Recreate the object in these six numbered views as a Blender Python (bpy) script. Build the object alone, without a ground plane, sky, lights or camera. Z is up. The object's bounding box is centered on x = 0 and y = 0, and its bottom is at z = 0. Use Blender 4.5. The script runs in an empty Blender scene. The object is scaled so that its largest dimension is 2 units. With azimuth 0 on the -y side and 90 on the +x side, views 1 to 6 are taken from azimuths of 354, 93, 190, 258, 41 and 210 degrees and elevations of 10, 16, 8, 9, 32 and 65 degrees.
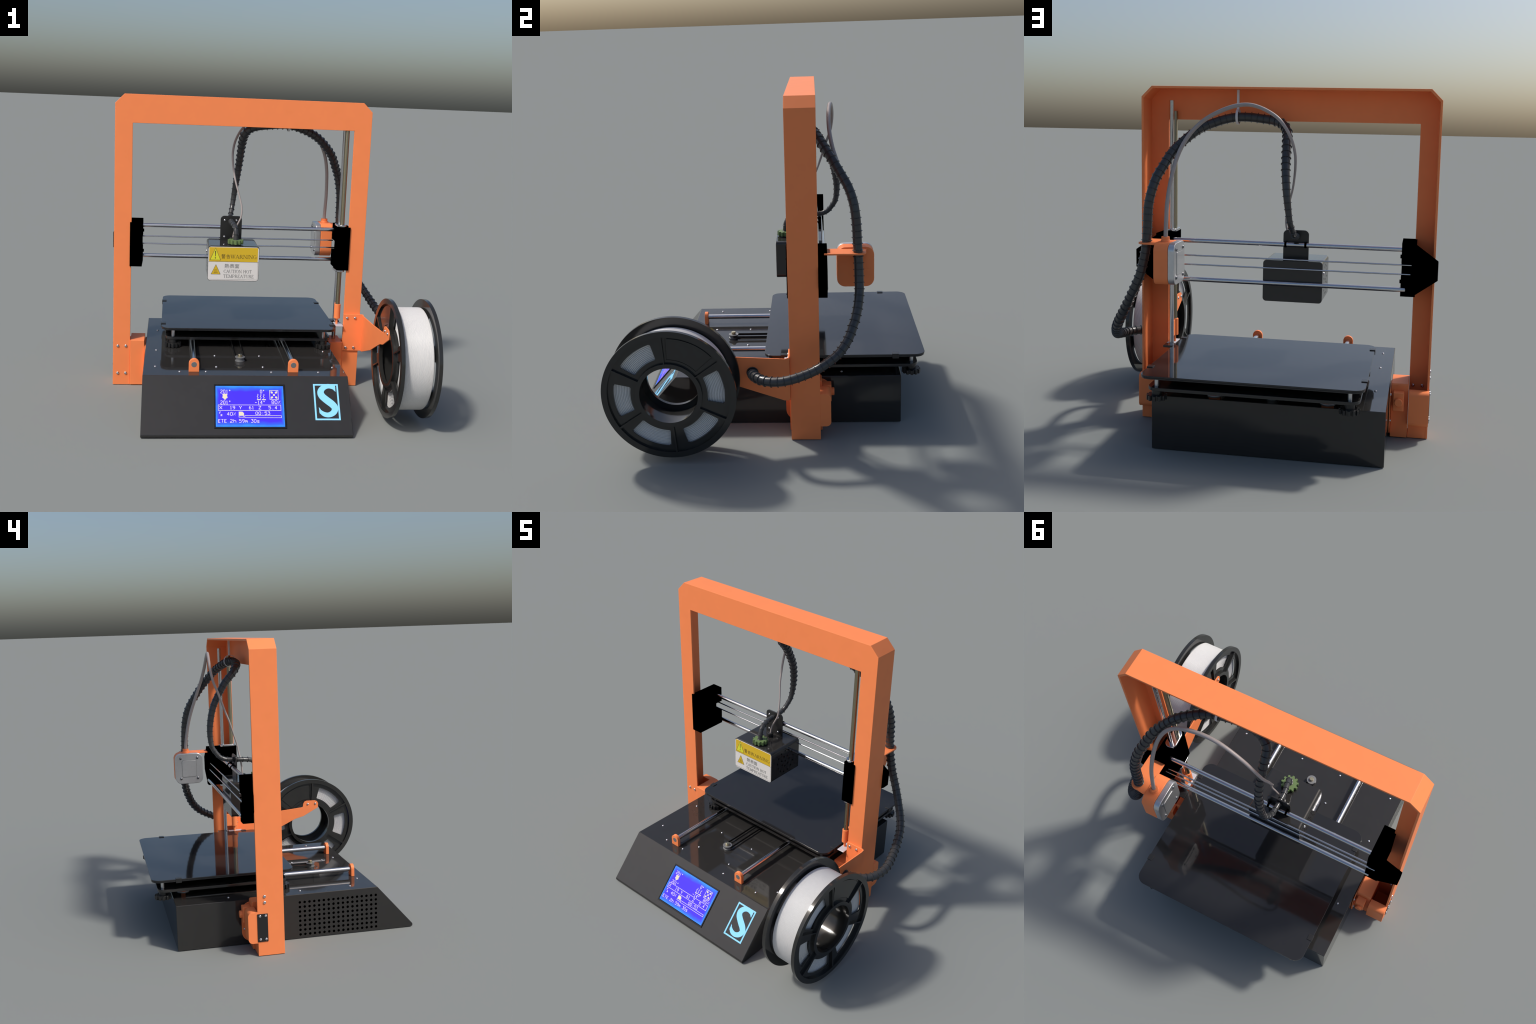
import bpy, bmesh, math
from mathutils import Vector, Matrix

# ------------------------------------------------------------------ helpers
def new_mat(name, color, rough=0.5, metal=0.0, spec=0.5, var=0.0, vscale=40.0,
            bump=0.0, bscale=200.0, coat=0.0):
    m = bpy.data.materials.new(name)
    m.use_nodes = True
    nt = m.node_tree
    b = nt.nodes["Principled BSDF"]
    b.inputs["Base Color"].default_value = (*color, 1)
    b.inputs["Roughness"].default_value = rough
    b.inputs["Metallic"].default_value = metal
    b.inputs["Specular IOR Level"].default_value = spec
    b.inputs["Coat Weight"].default_value = coat
    tc = nt.nodes.new("ShaderNodeTexCoord")
    if var > 0:
        n = nt.nodes.new("ShaderNodeTexNoise")
        n.inputs["Scale"].default_value = vscale
        n.inputs["Detail"].default_value = 4
        nt.links.new(tc.outputs["Object"], n.inputs["Vector"])
        r = nt.nodes.new("ShaderNodeValToRGB")
        r.color_ramp.elements[0].position = 0.3
        r.color_ramp.elements[1].position = 0.7
        r.color_ramp.elements[0].color = (*[c * (1 - var) for c in color], 1)
        r.color_ramp.elements[1].color = (*[min(1, c * (1 + var)) for c in color], 1)
        nt.links.new(n.outputs["Fac"], r.inputs["Fac"])
        nt.links.new(r.outputs["Color"], b.inputs["Base Color"])
    if bump > 0:
        n = nt.nodes.new("ShaderNodeTexNoise")
        n.inputs["Scale"].default_value = bscale
        nt.links.new(tc.outputs["Object"], n.inputs["Vector"])
        bp = nt.nodes.new("ShaderNodeBump")
        bp.inputs["Strength"].default_value = bump
        bp.inputs["Distance"].default_value = 0.001
        nt.links.new(n.outputs["Fac"], bp.inputs["Height"])
        nt.links.new(bp.outputs["Normal"], b.inputs["Normal"])
    return m

ORANGE = new_mat("orange_powder_coat", (0.95, 0.262, 0.09), 0.5, spec=0.25, var=0.015, vscale=12)
BLACK = new_mat("black_glossy_panel", (0.027, 0.026, 0.025), 0.055, var=0.04, vscale=9)
GLASS = new_mat("black_build_surface", (0.0185, 0.0185, 0.0195), 0.06, var=0.04, vscale=9)
DARK = new_mat("black_satin_plastic", (0.016, 0.016, 0.016), 0.3)
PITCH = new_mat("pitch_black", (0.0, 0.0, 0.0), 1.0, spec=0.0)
STEEL = new_mat("polished_steel", (0.62, 0.62, 0.64), 0.16, metal=1.0, var=0.03, vscale=30)
SCREW = new_mat("steel_screw", (0.66, 0.66, 0.68), 0.22, metal=1.0)
DARKSCREW = new_mat("dark_steel_screw", (0.26, 0.26, 0.27), 0.25, metal=1.0)
BRASS = new_mat("bronze_lead_screw", (0.36, 0.32, 0.22), 0.3, metal=1.0, bump=0.25, bscale=160)
BRASSBOLT = new_mat("brass_bolt", (0.62, 0.55, 0.36), 0.3, metal=1.0)
ALU = new_mat("brushed_aluminium", (0.63, 0.635, 0.645), 0.35, metal=0.85, var=0.03, vscale=60)
PALE = new_mat("pale_metal_plate", (0.66, 0.66, 0.70), 0.35, metal=0.3)
HOSE = new_mat("corrugated_hose_plastic", (0.043, 0.044, 0.046), 0.27, var=0.06, vscale=20)
TUBE = new_mat("milky_tube_plastic", (0.36, 0.315, 0.30), 0.4, var=0.03, vscale=30)
TIE = new_mat("white_nylon_tie", (0.66, 0.65, 0.65), 0.45)
REEL = new_mat("black_reel_plastic", (0.022, 0.022, 0.021), 0.13, var=0.05, vscale=14)
FILA = new_mat("white_filament_plastic", (0.65, 0.645, 0.64), 0.38, var=0.02, vscale=80)
GREEN = new_mat("green_gear_plastic", (0.125, 0.195, 0.068), 0.5, var=0.03, vscale=50)
GRAY = new_mat("grey_rod_end", (0.22, 0.225, 0.23), 0.5, metal=0.5)
STICK = new_mat("white_sticker", (0.74, 0.71, 0.68), 0.5)
YELLOW = new_mat("amber_sticker", (0.68, 0.445, 0.017), 0.5)
BRIGHT = new_mat("bright_yellow_sign", (0.74, 0.71, 0.028), 0.5)
INK = new_mat("black_ink", (0.03, 0.03, 0.03), 0.6)
BROWNINK = new_mat("brown_ink", (0.085, 0.055, 0.012), 0.6)
GREYINK = new_mat("grey_ink", (0.19, 0.19, 0.185), 0.6)
CYAN = new_mat("light_blue_emblem", (0.27, 0.67, 1.0), 0.5, spec=0.2)
BEZEL = new_mat("black_bezel", (0.007, 0.007, 0.007), 0.09)
GLYPH = new_mat("pale_display_glyph", (0.72, 0.62, 0.80), 0.4, spec=0.2)
ICON = new_mat("cream_display_icon", (0.74, 0.67, 0.50), 0.4, spec=0.2)

def display_material(hw, hs):
    """backlit blue: violet-blue middle, lighter cyan-blue bleeding in from the edges"""
    m = bpy.data.materials.new("blue_display")
    m.use_nodes = True
    nt = m.node_tree; L = nt.links
    b = nt.nodes["Principled BSDF"]
    b.inputs["Roughness"].default_value = 0.35
    b.inputs["Specular IOR Level"].default_value = 0.3
    tc = nt.nodes.new("ShaderNodeTexCoord")
    sep = nt.nodes.new("ShaderNodeSeparateXYZ")
    L.new(tc.outputs["Object"], sep.inputs[0])
    def math_(op, a, bb):
        n = nt.nodes.new("ShaderNodeMath"); n.operation = op
        for i, v in enumerate((a, bb)):
            if v is None: continue
            if isinstance(v, (int, float)): n.inputs[i].default_value = v
            else: L.new(v, n.inputs[i])
        return n.outputs[0]
    dx = math_("SUBTRACT", hw, math_("ABSOLUTE", sep.outputs["X"], None))
    ds = math_("SUBTRACT", hs, math_("ABSOLUTE", sep.outputs["Y"], None))
    d = math_("MINIMUM", math_("MULTIPLY", dx, 1.7), ds)
    nz = nt.nodes.new("ShaderNodeTexNoise")
    nz.inputs["Scale"].default_value = 11
    L.new(tc.outputs["Object"], nz.inputs["Vector"])
    d2 = math_("ADD", d, math_("MULTIPLY", math_("SUBTRACT", nz.outputs["Fac"], 0.5), 0.035))
    f = math_("DIVIDE", d2, 0.036)
    r = nt.nodes.new("ShaderNodeValToRGB")
    e = r.color_ramp.elements
    e[0].position = 0.0; e[0].color = (0.03, 0.26, 1.0, 1)
    e[1].position = 1.0; e[1].color = (0.05, 0.022, 0.95, 1)
    k = e.new(0.45); k.color = (0.025, 0.11, 0.98, 1)
    L.new(f, r.inputs["Fac"])
    L.new(r.outputs["Color"], b.inputs["Base Color"])
    L.new(r.outputs["Color"], b.inputs["Emission Color"])
    b.inputs["Emission Strength"].default_value = 0.12      # a lit display
    return m

def weighted_normals(me, angle):
    """large faces keep their flat normal, the narrow bevels between them bend"""
    cos = math.cos(math.radians(angle))
    faces = [[] for _ in me.vertices]
    for p in me.polygons:
        for v in p.vertices: faces[v].append(p)
    loops = [None] * len(me.loops)
    for p in me.polygons:
        for li in p.loop_indices:
            n = Vector((0, 0, 0))
            for q in faces[me.loops[li].vertex_index]:
                if q.normal.dot(p.normal) > cos: n += q.normal * q.area
            loops[li] = n.normalized() if n.length > 1e-12 else p.normal.copy()
    me.normals_split_custom_set(loops)

def finish(bm, name, mat, parent=None, smooth=None, matrix=None, weighted=False):
    bmesh.ops.recalc_face_normals(bm, faces=bm.faces[:])
    me = bpy.data.meshes.new(name)
    bm.to_mesh(me); bm.free()
    mats = mat if isinstance(mat, (list, tuple)) else [mat]
    for m in mats: me.materials.append(m)
    ob = bpy.data.objects.new(name, me)
    bpy.context.scene.collection.objects.link(ob)
    if smooth is not None:
        me.shade_smooth()
        me.set_sharp_from_angle(angle=math.radians(smooth))
        if weighted: weighted_normals(me, max(smooth, 50))
    if parent: ob.parent = parent
    if matrix is not None: ob.matrix_world = matrix
    return ob

def instance(src, name, loc=None, rot=None, scale=None, parent=None):
    ob = bpy.data.objects.new(name, src.data if hasattr(src, "data") else src)
    bpy.context.scene.collection.objects.link(ob)
    if parent: ob.parent = parent
    if loc is not None: ob.location = loc
    if rot is not None: ob.rotation_euler = rot
    if scale is not None: ob.scale = scale
    return ob

def to3(axis, a, b, t):
    """2D point (a,b) in the plane perpendicular to axis, t along the axis"""
    return {"x": (t, a, b), "y": (a, t, b), "z": (a, b, t)}[axis]

def prism_bm(poly, axis, t0, t1, bevel=0.0, seg=2, bm=None):
    own = bm is None
    bm = bm or bmesh.new()
    lo = [bm.verts.new(to3(axis, a, b, t0)) for a, b in poly]
    hi = [bm.verts.new(to3(axis, a, b, t1)) for a, b in poly]
    n = len(poly)
    caps = [bm.faces.new(lo[::-1]), bm.faces.new(hi)]
    for i in range(n):
        bm.faces.new((lo[i], lo[(i + 1) % n], hi[(i + 1) % n], hi[i]))
    if bevel > 0 and own:
        es = [e for e in bm.edges if len(e.link_faces) == 2 and e.calc_face_angle(0) > math.radians(28)]
        bmesh.ops.recalc_face_normals(bm, faces=bm.faces[:])
        es = [e for e in bm.edges if abs(e.calc_face_angle(0)) > math.radians(28)]
        bmesh.ops.bevel(bm, geom=es, offset=bevel, segments=seg, profile=0.5, affect='EDGES', clamp_overlap=True)
    return bm

def prism(name, poly, axis, t0, t1, mat, parent=None, bevel=0.0, seg=2, smooth=35):
    return finish(prism_bm(poly, axis, t0, t1, bevel, seg), name, mat, parent, smooth, weighted=True)

def box(name, x0, x1, y0, y1, z0, z1, mat, parent=None, bevel=0.002, seg=2):
    return prism(name, [(x0, y0), (x1, y0), (x1, y1), (x0, y1)], "z", z0, z1, mat, parent, bevel, seg)

def rrect(a0, a1, b0, b1, r, n=8, corners=(1, 1, 1, 1)):
    """rounded rectangle outline; corners: (a0b0, a1b0, a1b1, a0b1)"""
    out = []
    cs = ((a0 + r, b0 + r, 180), (a1 - r, b0 + r, 270), (a1 - r, b1 - r, 0), (a0 + r, b1 - r, 90))
    sharp = ((a0, b0), (a1, b0), (a1, b1), (a0, b1))
    for i, (ca, cb, st) in enumerate(cs):
        if corners[i]:
            for k in range(n + 1):
                t = math.radians(st + 90 * k / n)
                out.append((ca + r * math.cos(t), cb + r * math.sin(t)))
        else:
            out.append(sharp[i])
    return out

def circle(ca, cb, r, n=32, start=0.0):
    return [(ca + r * math.cos(start + 2 * math.pi * k / n), cb + r * math.sin(start + 2 * math.pi * k / n)) for k in range(n)]

def lathe_bm(profile, n=48, axis="z", center=(0, 0, 0), bm=None, closed=False):
    """profile of (radius, height) revolved round the axis through center"""
    bm = bm or bmesh.new()
    rings = []
    for r, h in profile:
        ring = []
        if r < 1e-7:
            p = Vector(to3(axis, 0, 0, h)) + Vector(center)
            ring = [bm.verts.new(p)]
        else:
            for k in range(n):
                t = 2 * math.pi * k / n
                ring.append(bm.verts.new(Vector(to3(axis, r * math.cos(t), r * math.sin(t), h)) + Vector(center)))
        rings.append(ring)
    pairs = list(zip(rings[:-1], rings[1:]))
    if closed: pairs.append((rings[-1], rings[0]))
    for A, B in pairs:
        for k in range(n):
            a0, a1 = A[k % len(A)], A[(k + 1) % len(A)]
            b0, b1 = B[k % len(B)], B[(k + 1) % len(B)]
            vs = []
            for v in (a0, a1, b1, b0):
                if v not in vs: vs.append(v)
            if len(vs) > 2: bm.faces.new(vs)
    return bm

def lathe(name, profile, mat, parent=None, n=48, axis="z", center=(0, 0, 0), smooth=35, closed=False):
    return finish(lathe_bm(profile, n, axis, center, closed=closed), name, mat, parent, smooth)

def rod(name, axis, c, t0, t1, r, mat, parent=None, n=32, ch=0.0015):
    """chamfered cylinder along an axis; c = the two other coordinates"""
    prof = [(0, t0), (r - ch, t0), (r, t0 + ch), (r, t1 - ch), (r - ch, t1), (0, t1)]
    return lathe(name, prof, mat, parent, n, axis, to3(axis, c[0], c[1], 0), 30)

def spline(pts, step):
    """Catmull-Rom (centripetal-free) through pts, resampled at equal arc length"""
    P = [Vector(p) for p in pts]
    P = [P[0] * 2 - P[1]] + P + [P[-1] * 2 - P[-2]]
    fine = []
    for i in range(1, len(P) - 2):
        p0, p1, p2, p3 = P[i - 1:i + 3]
        for k in range(24):
            t = k / 24
            fine.append(0.5 * ((2 * p1) + (p2 - p0) * t + (2 * p0 - 5 * p1 + 4 * p2 - p3) * t * t + (3 * p1 - p0 - 3 * p2 + p3) * t ** 3))
    fine.append(P[-2])
    for _ in range(10):     # smooth small wobbles
        fine = [fine[0]] + [fine[i] * 0.5 + (fine[i - 1] + fine[i + 1]) * 0.25 for i in range(1, len(fine) - 1)] + [fine[-1]]
    s = [0.0]
    for a, b in zip(fine[:-1], fine[1:]): s.append(s[-1] + (b - a).length)
    def at(d):
        d = max(0, min(s[-1], d))
        lo, hi = 0, len(s) - 1
        while hi - lo > 1:
            m = (lo + hi) // 2
            if s[m] <= d: lo = m
            else: hi = m
        f = (d - s[lo]) / max(1e-9, s[hi] - s[lo])
        return fine[lo].lerp(fine[hi], f)
    return at, s[-1]

def sweep_bm(at, stations, n=20, bm=None):
    """stations: list of (distance, radius) along the path function at"""
    bm = bm or bmesh.new()
    up = None; rings = []
    for d, r in stations:
        p = at(d); t = (at(d + 0.002) - at(d - 0.002)).normalized()
        if up is None:
            up = t.orthogonal().normalized()
        up = (up - t * up.dot(t)).normalized()
        w = t.cross(up)
        rings.append([bm.verts.new(p + (up * math.cos(2 * math.pi * k / n) + w * math.sin(2 * math.pi * k / n)) * r) for k in range(n)])
    for A, B in zip(rings[:-1], rings[1:]):
        for k in range(n):
            bm.faces.new((A[k], A[(k + 1) % n], B[(k + 1) % n], B[k]))
    bm.faces.new(rings[0][::-1]); bm.faces.new(rings[-1])
    return bm

def cut(ob, cutter):
    md = ob.modifiers.new("cut", "BOOLEAN")
    md.operation = "DIFFERENCE"; md.object = cutter; md.solver = "EXACT"
    md.material_mode = "TRANSFER"
    dg = bpy.context.evaluated_depsgraph_get()
    me = bpy.data.meshes.new_from_object(ob.evaluated_get(dg))
    ob.modifiers.clear()
    old = ob.data; ob.data = me; bpy.data.meshes.remove(old)
    bpy.data.objects.remove(cutter)

def empty(name):
    e = bpy.data.objects.new(name, None)
    bpy.context.scene.collection.objects.link(e)
    e.empty_display_size = 0.1
    return e

MID = -0.257                      # x -> MID - x mirrors left and right of the frame
def mir(x): return MID - x

# ------------------------------------------------------------------ things
printer = empty("desktop_3d_printer")
printer["label"] = "orange and black desktop 3D printer with portal frame"
printer["category"] = "3D printer"

# shared screw head: rounded dome with a hexagonal-looking socket dimple
_s = lathe_bm([(0, 0.25), (0.30, 0.27), (0.38, 0.62), (0.55, 0.60), (0.80, 0.45), (0.96, 0.22), (1.0, 0.0), (1.0, -0.3), (0, -0.3)], 20)
_so = finish(_s, "screw_pattern", SCREW, None, 50)
SCREW_MESH = _so.data
bpy.data.objects.remove(_so)
FACING = {"+z": (0, 0, 0), "-y": (math.pi / 2, 0, 0), "+y": (-math.pi / 2, 0, 0), "-x": (0, -math.pi / 2, 0), "+x": (0, math.pi / 2, 0)}
def screw(loc, facing, r, parent):
    return instance(SCREW_MESH, "screw", loc, FACING[facing], (r, r, r), parent)

# ---------------------------------------------------------------- base housing
BX0, BX1, BZ = -0.760, 0.5065, 0.3035
prof = [(-0.818, 0.0015), (-0.827, 0.003), (-0.831, 0.009), (-0.8305, 0.022), (-0.582, BZ), (0.776, BZ), (0.776, 0.0015)]
base = finish(prism_bm(prof, "x", BX0, BX1, 0.0022, 1), "base_housing", [BLACK], printer)
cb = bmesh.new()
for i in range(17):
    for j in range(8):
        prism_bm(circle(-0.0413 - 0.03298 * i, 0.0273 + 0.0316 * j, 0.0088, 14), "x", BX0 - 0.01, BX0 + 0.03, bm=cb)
cut(base, finish(cb, "vent_cutter", PITCH))  # vent pit walls painted pure black for the darkness inside the holes

for x, y in ((-0.686, -0.411), (-0.686, -0.062), (-0.686, 0.423), (-0.535, -0.511), (-0.372, -0.507), (0.036, -0.511),
             (0.333, -0.508), (-0.303, -0.413), (-0.007, -0.411), (-0.302, -0.179), (-0.007, -0.177), (0.441, -0.409),
             (0.441, -0.062), (0.441, 0.423)):
    screw((x, y, BZ + 0.0008), "+z", 0.0078, base)

# ----- front slope: local frame (x, s along the slope, h out of it)
P0 = Vector((0, -0.8305, 0.022)); P1 = Vector((0, -0.582, BZ))
su = (P1 - P0).normalized(); sn = Vector((1, 0, 0)).cross(su).normalized()
if sn.y > 0: sn = -sn
SCX, SCS = -0.1105, 0.1789          # middle of the display
def slope_matrix(cx, cs):
    o = P0 + su * cs + Vector((cx, 0, 0))
    M = Matrix((( 1, 0, 0, o.x), (0, su.y, sn.y, o.y), (0, su.z, sn.z, o.z), (0, 0, 0, 1)))
    return M
M_LCD = slope_matrix(SCX, SCS)

def flat_bars(bars, h0, h1, bm=None):
    """line pieces ((a0,b0),(a1,b1),width) as thin raised bars"""
    bm = bm or bmesh.new()
    for i, ((a0, b0), (a1, b1), w) in enumerate(bars):
        d = Vector((a1 - a0, b1 - b0)); length = d.length
        if length < 1e-7: continue
        d /= length
        n = Vector((-d.y, d.x)) * w / 2
        A, B = Vector((a0, b0)), Vector((a1, b1))
        prism_bm([tuple(A - n), tuple(B - n), tuple(B + n), tuple(A + n)], "z", h0, h1 + 0.00003 * (i % 7), bm=bm)
    return bm

def frame_bars(a0, a1, b0, b1, w):
    h = w / 2
    return [((a0 - h, b0), (a1 + h, b0), w), ((a0 - h, b1), (a1 + h, b1), w),
            ((a0, b0 + h), (a0, b1 - h), w), ((a1, b0 + h), (a1, b1 - h), w)]

def text_bm(body, a0, a1, b0, b1, h0, h1, bold=0.0):
    """built-in font lettering fitted into a box, raised from h0 to h1"""
    cu = bpy.data.curves.new("lettering", "FONT")
    cu.body = body; cu.size = 1.0; cu.resolution_u = 3
    cu.fill_mode = "FRONT"; cu.offset = bold
    ob = bpy.data.objects.new("lettering", cu)
    bpy.context.scene.collection.objects.link(ob)
    dg = bpy.context.evaluated_depsgraph_get()
    me = bpy.data.meshes.new_from_object(ob.evaluated_get(dg))
    bpy.data.objects.remove(ob); bpy.data.curves.remove(cu)
    bm = bmesh.new(); bm.from_mesh(me); bpy.data.meshes.remove(me)
    xs = [v.co.x for v in bm.verts]; ys = [v.co.y for v in bm.verts]
    x0, x1, y0, y1 = min(xs), max(xs), min(ys), max(ys)
    for v in bm.verts:
        v.co = Vector((a0 + (v.co.x - x0) / (x1 - x0) * (a1 - a0), b0 + (v.co.y - y0) / max(1e-6, y1 - y0) * (b1 - b0), h0))
    ex = bmesh.ops.extrude_face_region(bm, geom=bm.faces[:])
    for g in ex["geom"]:
        if isinstance(g, bmesh.types.BMVert): g.co.z = h1
    return bm

# stroke lettering of the display: every character is a few pen strokes on a 4 x 6 grid
PEN = {
    "0": [[(0, 1), (0, 5), (1, 6), (3, 6), (4, 5), (4, 1), (3, 0), (1, 0), (0, 1)]], "1": [[(1, 5), (2, 6), (2, 0)], [(1, 0), (3, 0)]],
    "2": [[(0, 5), (1, 6), (3, 6), (4, 5), (4, 4), (0, 1), (0, 0), (4, 0)]], "3": [[(0, 6), (4, 6), (2, 4), (3, 4), (4, 3), (4, 1), (3, 0), (1, 0), (0, 1)]],
    "4": [[(3, 0), (3, 6), (0, 2), (4, 2)]], "5": [[(4, 6), (0, 6), (0, 4), (3, 4), (4, 3), (4, 1), (3, 0), (1, 0), (0, 1)]],
    "6": [[(3, 6), (2, 6), (0, 4), (0, 1), (1, 0), (3, 0), (4, 1), (4, 2), (3, 3), (0, 3)]],
    "8": [[(1, 3), (0, 4), (0, 5), (1, 6), (3, 6), (4, 5), (4, 4), (3, 3), (1, 3), (0, 2), (0, 1), (1, 0), (3, 0), (4, 1), (4, 2), (3, 3)]],
    "9": [[(4, 3), (1, 3), (0, 4), (0, 5), (1, 6), (3, 6), (4, 5), (4, 2), (2, 0), (1, 0)]],
    "X": [[(0, 0), (4, 6)], [(0, 6), (4, 0)]], "Y": [[(0, 6), (2, 3), (4, 6)], [(2, 3), (2, 0)]], "Z": [[(0, 6), (4, 6), (0, 0), (4, 0)]],
    "E": [[(4, 6), (0, 6), (0, 0), (4, 0)], [(0, 3), (3, 3)]], "T": [[(0, 6), (4, 6)], [(2, 6), (2, 0)]], "F": [[(4, 6), (0, 6), (0, 0)], [(0, 3), (3, 3)]],
    "R": [[(0, 0), (0, 6), (3, 6), (4, 5), (4, 4), (3, 3), (0, 3)], [(2, 3), (4, 0)]], "h": [[(0, 6), (0, 0)], [(0, 3), (1, 4), (3, 4), (4, 3), (4, 0)]],
    "m": [[(0, 0), (0, 4), (1, 4), (2, 3), (2, 1)], [(2, 3), (3, 4), (4, 3), (4, 0)]], "s": [[(4, 4), (1, 4), (0, 3), (1, 2), (3, 2), (4, 1), (3, 0), (0, 0)]],
    "%": [[(0, 0.6), (4, 5.4)], [(0, 5), (0.8, 5)], [(3.2, 1), (4, 1)]], ":": [[(1.6, 4), (2.4, 4)], [(1.6, 1), (2.4, 1)]], ".": [[(1.5, 0.2), (2.5, 0.2)]],
    "-": [[(0, 3), (4, 3)]], "\u00b0": [[(1, 5), (2, 6), (3, 5), (2, 4), (1, 5)]]}
def pen_bars(body, a0, a1, b0, b1, w):
    u = (a1 - a0) / (6 * len(body) - 2); v = (b1 - b0) / 6
    bars = []
    for i, c in enumerate(body):
        for line in PEN[c]:
            for p, q in zip(line, line[1:]):
                bars.append(((a0 + (6 * i + p[0]) * u, b0 + p[1] * v), (a0 + (6 * i + q[0]) * u, b0 + q[1] * v), w))
    return bars

# serif capitals of the sticker: (pen strokes, heavy or light), drawn in a width x 1 box
def _arc(cx, cy, rx, ry, a, b, n=8): return [(cx + rx * math.cos(math.radians(a + (b - a) * k / n)), cy + ry * math.sin(math.radians(a + (b - a) * k / n))) for k in range(n + 1)]
def _feet(x, y): return ([(x - 0.13, y), (x + 0.13, y)], 0)
CAPS = {
    "W": (1.25, [([(0.12, 1), (0.40, 0)], 1), ([(0.40, 0), (0.62, 1)], 0), ([(0.62, 1), (0.88, 0)], 1), ([(0.88, 0), (1.12, 1)], 0), _feet(0.14, 1), _feet(0.62, 1), _feet(1.12, 1)]),
    "A": (0.95, [([(0.10, 0), (0.46, 1)], 0), ([(0.46, 1), (0.84, 0)], 1), ([(0.24, 0.36), (0.70, 0.36)], 0), _feet(0.12, 0), _feet(0.82, 0)]),
    "R": (0.92, [([(0.18, 0), (0.18, 1)], 1), ([(0.18, 1), (0.45, 1)] + _arc(0.45, 0.75, 0.24, 0.25, 90, -90) + [(0.18, 0.5)], 0), ([(0.66, 0.88), (0.66, 0.62)], 1), ([(0.44, 0.5), (0.80, 0)], 1), _feet(0.18, 0), _feet(0.80, 0)]),
    "N": (1.0, [([(0.16, 0), (0.16, 1)], 0), ([(0.16, 1), (0.84, 0)], 1), ([(0.84, 0), (0.84, 1)], 0), _feet(0.16, 0), _feet(0.84, 1), _feet(0.12, 1)]),
    "I": (0.42, [([(0.2, 0), (0.2, 1)], 1), _feet(0.2, 0), _feet(0.2, 1)]),
    "G": (0.95, [(_arc(0.48, 0.5, 0.38, 0.5, 40, 330, 14), 0), ([(0.11, 0.25), (0.11, 0.75)], 1), ([(0.78, 0.08), (0.78, 0.42)], 1), ([(0.60, 0.42), (0.92, 0.42)], 0)]),
    "C": (0.90, [(_arc(0.48, 0.5, 0.38, 0.5, 40, 320, 14), 0), ([(0.11, 0.25), (0.11, 0.75)], 1), ([(0.78, 0.72), (0.78, 0.98)], 0)]),
    "U": (0.98, [([(0.18, 1), (0.18, 0.3)], 1), (_arc(0.48, 0.3, 0.30, 0.30, 180, 360), 0), ([(0.78, 0.3), (0.78, 1)], 0), _feet(0.18, 1), _feet(0.80, 1)]),
    "T": (0.85, [([(0.05, 1), (0.77, 1)], 0), ([(0.41, 1), (0.41, 0)], 1), ([(0.05, 1), (0.05, 0.78)], 0), ([(0.77, 1), (0.77, 0.78)], 0), _feet(0.41, 0)]),
    "O": (1.0, [(_arc(0.48, 0.5, 0.38, 0.5, 0, 360, 18), 0), ([(0.11, 0.25), (0.11, 0.75)], 1), ([(0.85, 0.25), (0.85, 0.75)], 1)]),
    "H": (1.0, [([(0.18, 0), (0.18, 1)], 1), ([(0.80, 0), (0.80, 1)], 1), ([(0.18, 0.5), (0.80, 0.5)], 0), _feet(0.18, 0), _feet(0.80, 0), _feet(0.18, 1), _feet(0.80, 1)]),
    "E": (0.82, [([(0.18, 0), (0.18, 1)], 1), ([(0.08, 1), (0.70, 1), (0.70, 0.80)], 0), ([(0.18, 0.52), (0.55, 0.52)], 0), ([(0.08, 0), (0.74, 0), (0.74, 0.22)], 0)]),
    "M": (1.2, [([(0.16, 0), (0.16, 1)], 0), ([(0.16, 1), (0.58, 0)], 1), ([(0.58, 0), (1.0, 1)], 0), ([(1.0, 1), (1.0, 0)], 1), _feet(0.16, 0), _feet(1.0, 0), _feet(0.12, 1), _feet(1.05, 1)]),
    "P": (0.82, [([(0.18, 0), (0.18, 1)], 1), ([(0.18, 1), (0.42, 1)] + _arc(0.42, 0.73, 0.26, 0.27, 90, -90) + [(0.18, 0.46)], 0), ([(0.66, 0.86), (0.66, 0.60)], 1), _feet(0.18, 0)]),
    " ": (0.5, [])}
def serif_bars(body, a0, a1, b0, b1):
    u = (a1 - a0) / sum(CAPS[c][0] for c in body); h = b1 - b0
    bars = []; x = a0
    for c in body:
        for line, heavy in CAPS[c][1]:
            for p, q in zip(line, line[1:]):
                bars.append(((x + p[0] * u, b0 + p[1] * h), (x + q[0] * u, b0 + q[1] * h), h * (0.125 if heavy else 0.05)))
        x += CAPS[c][0] * u
    return bars

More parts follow.
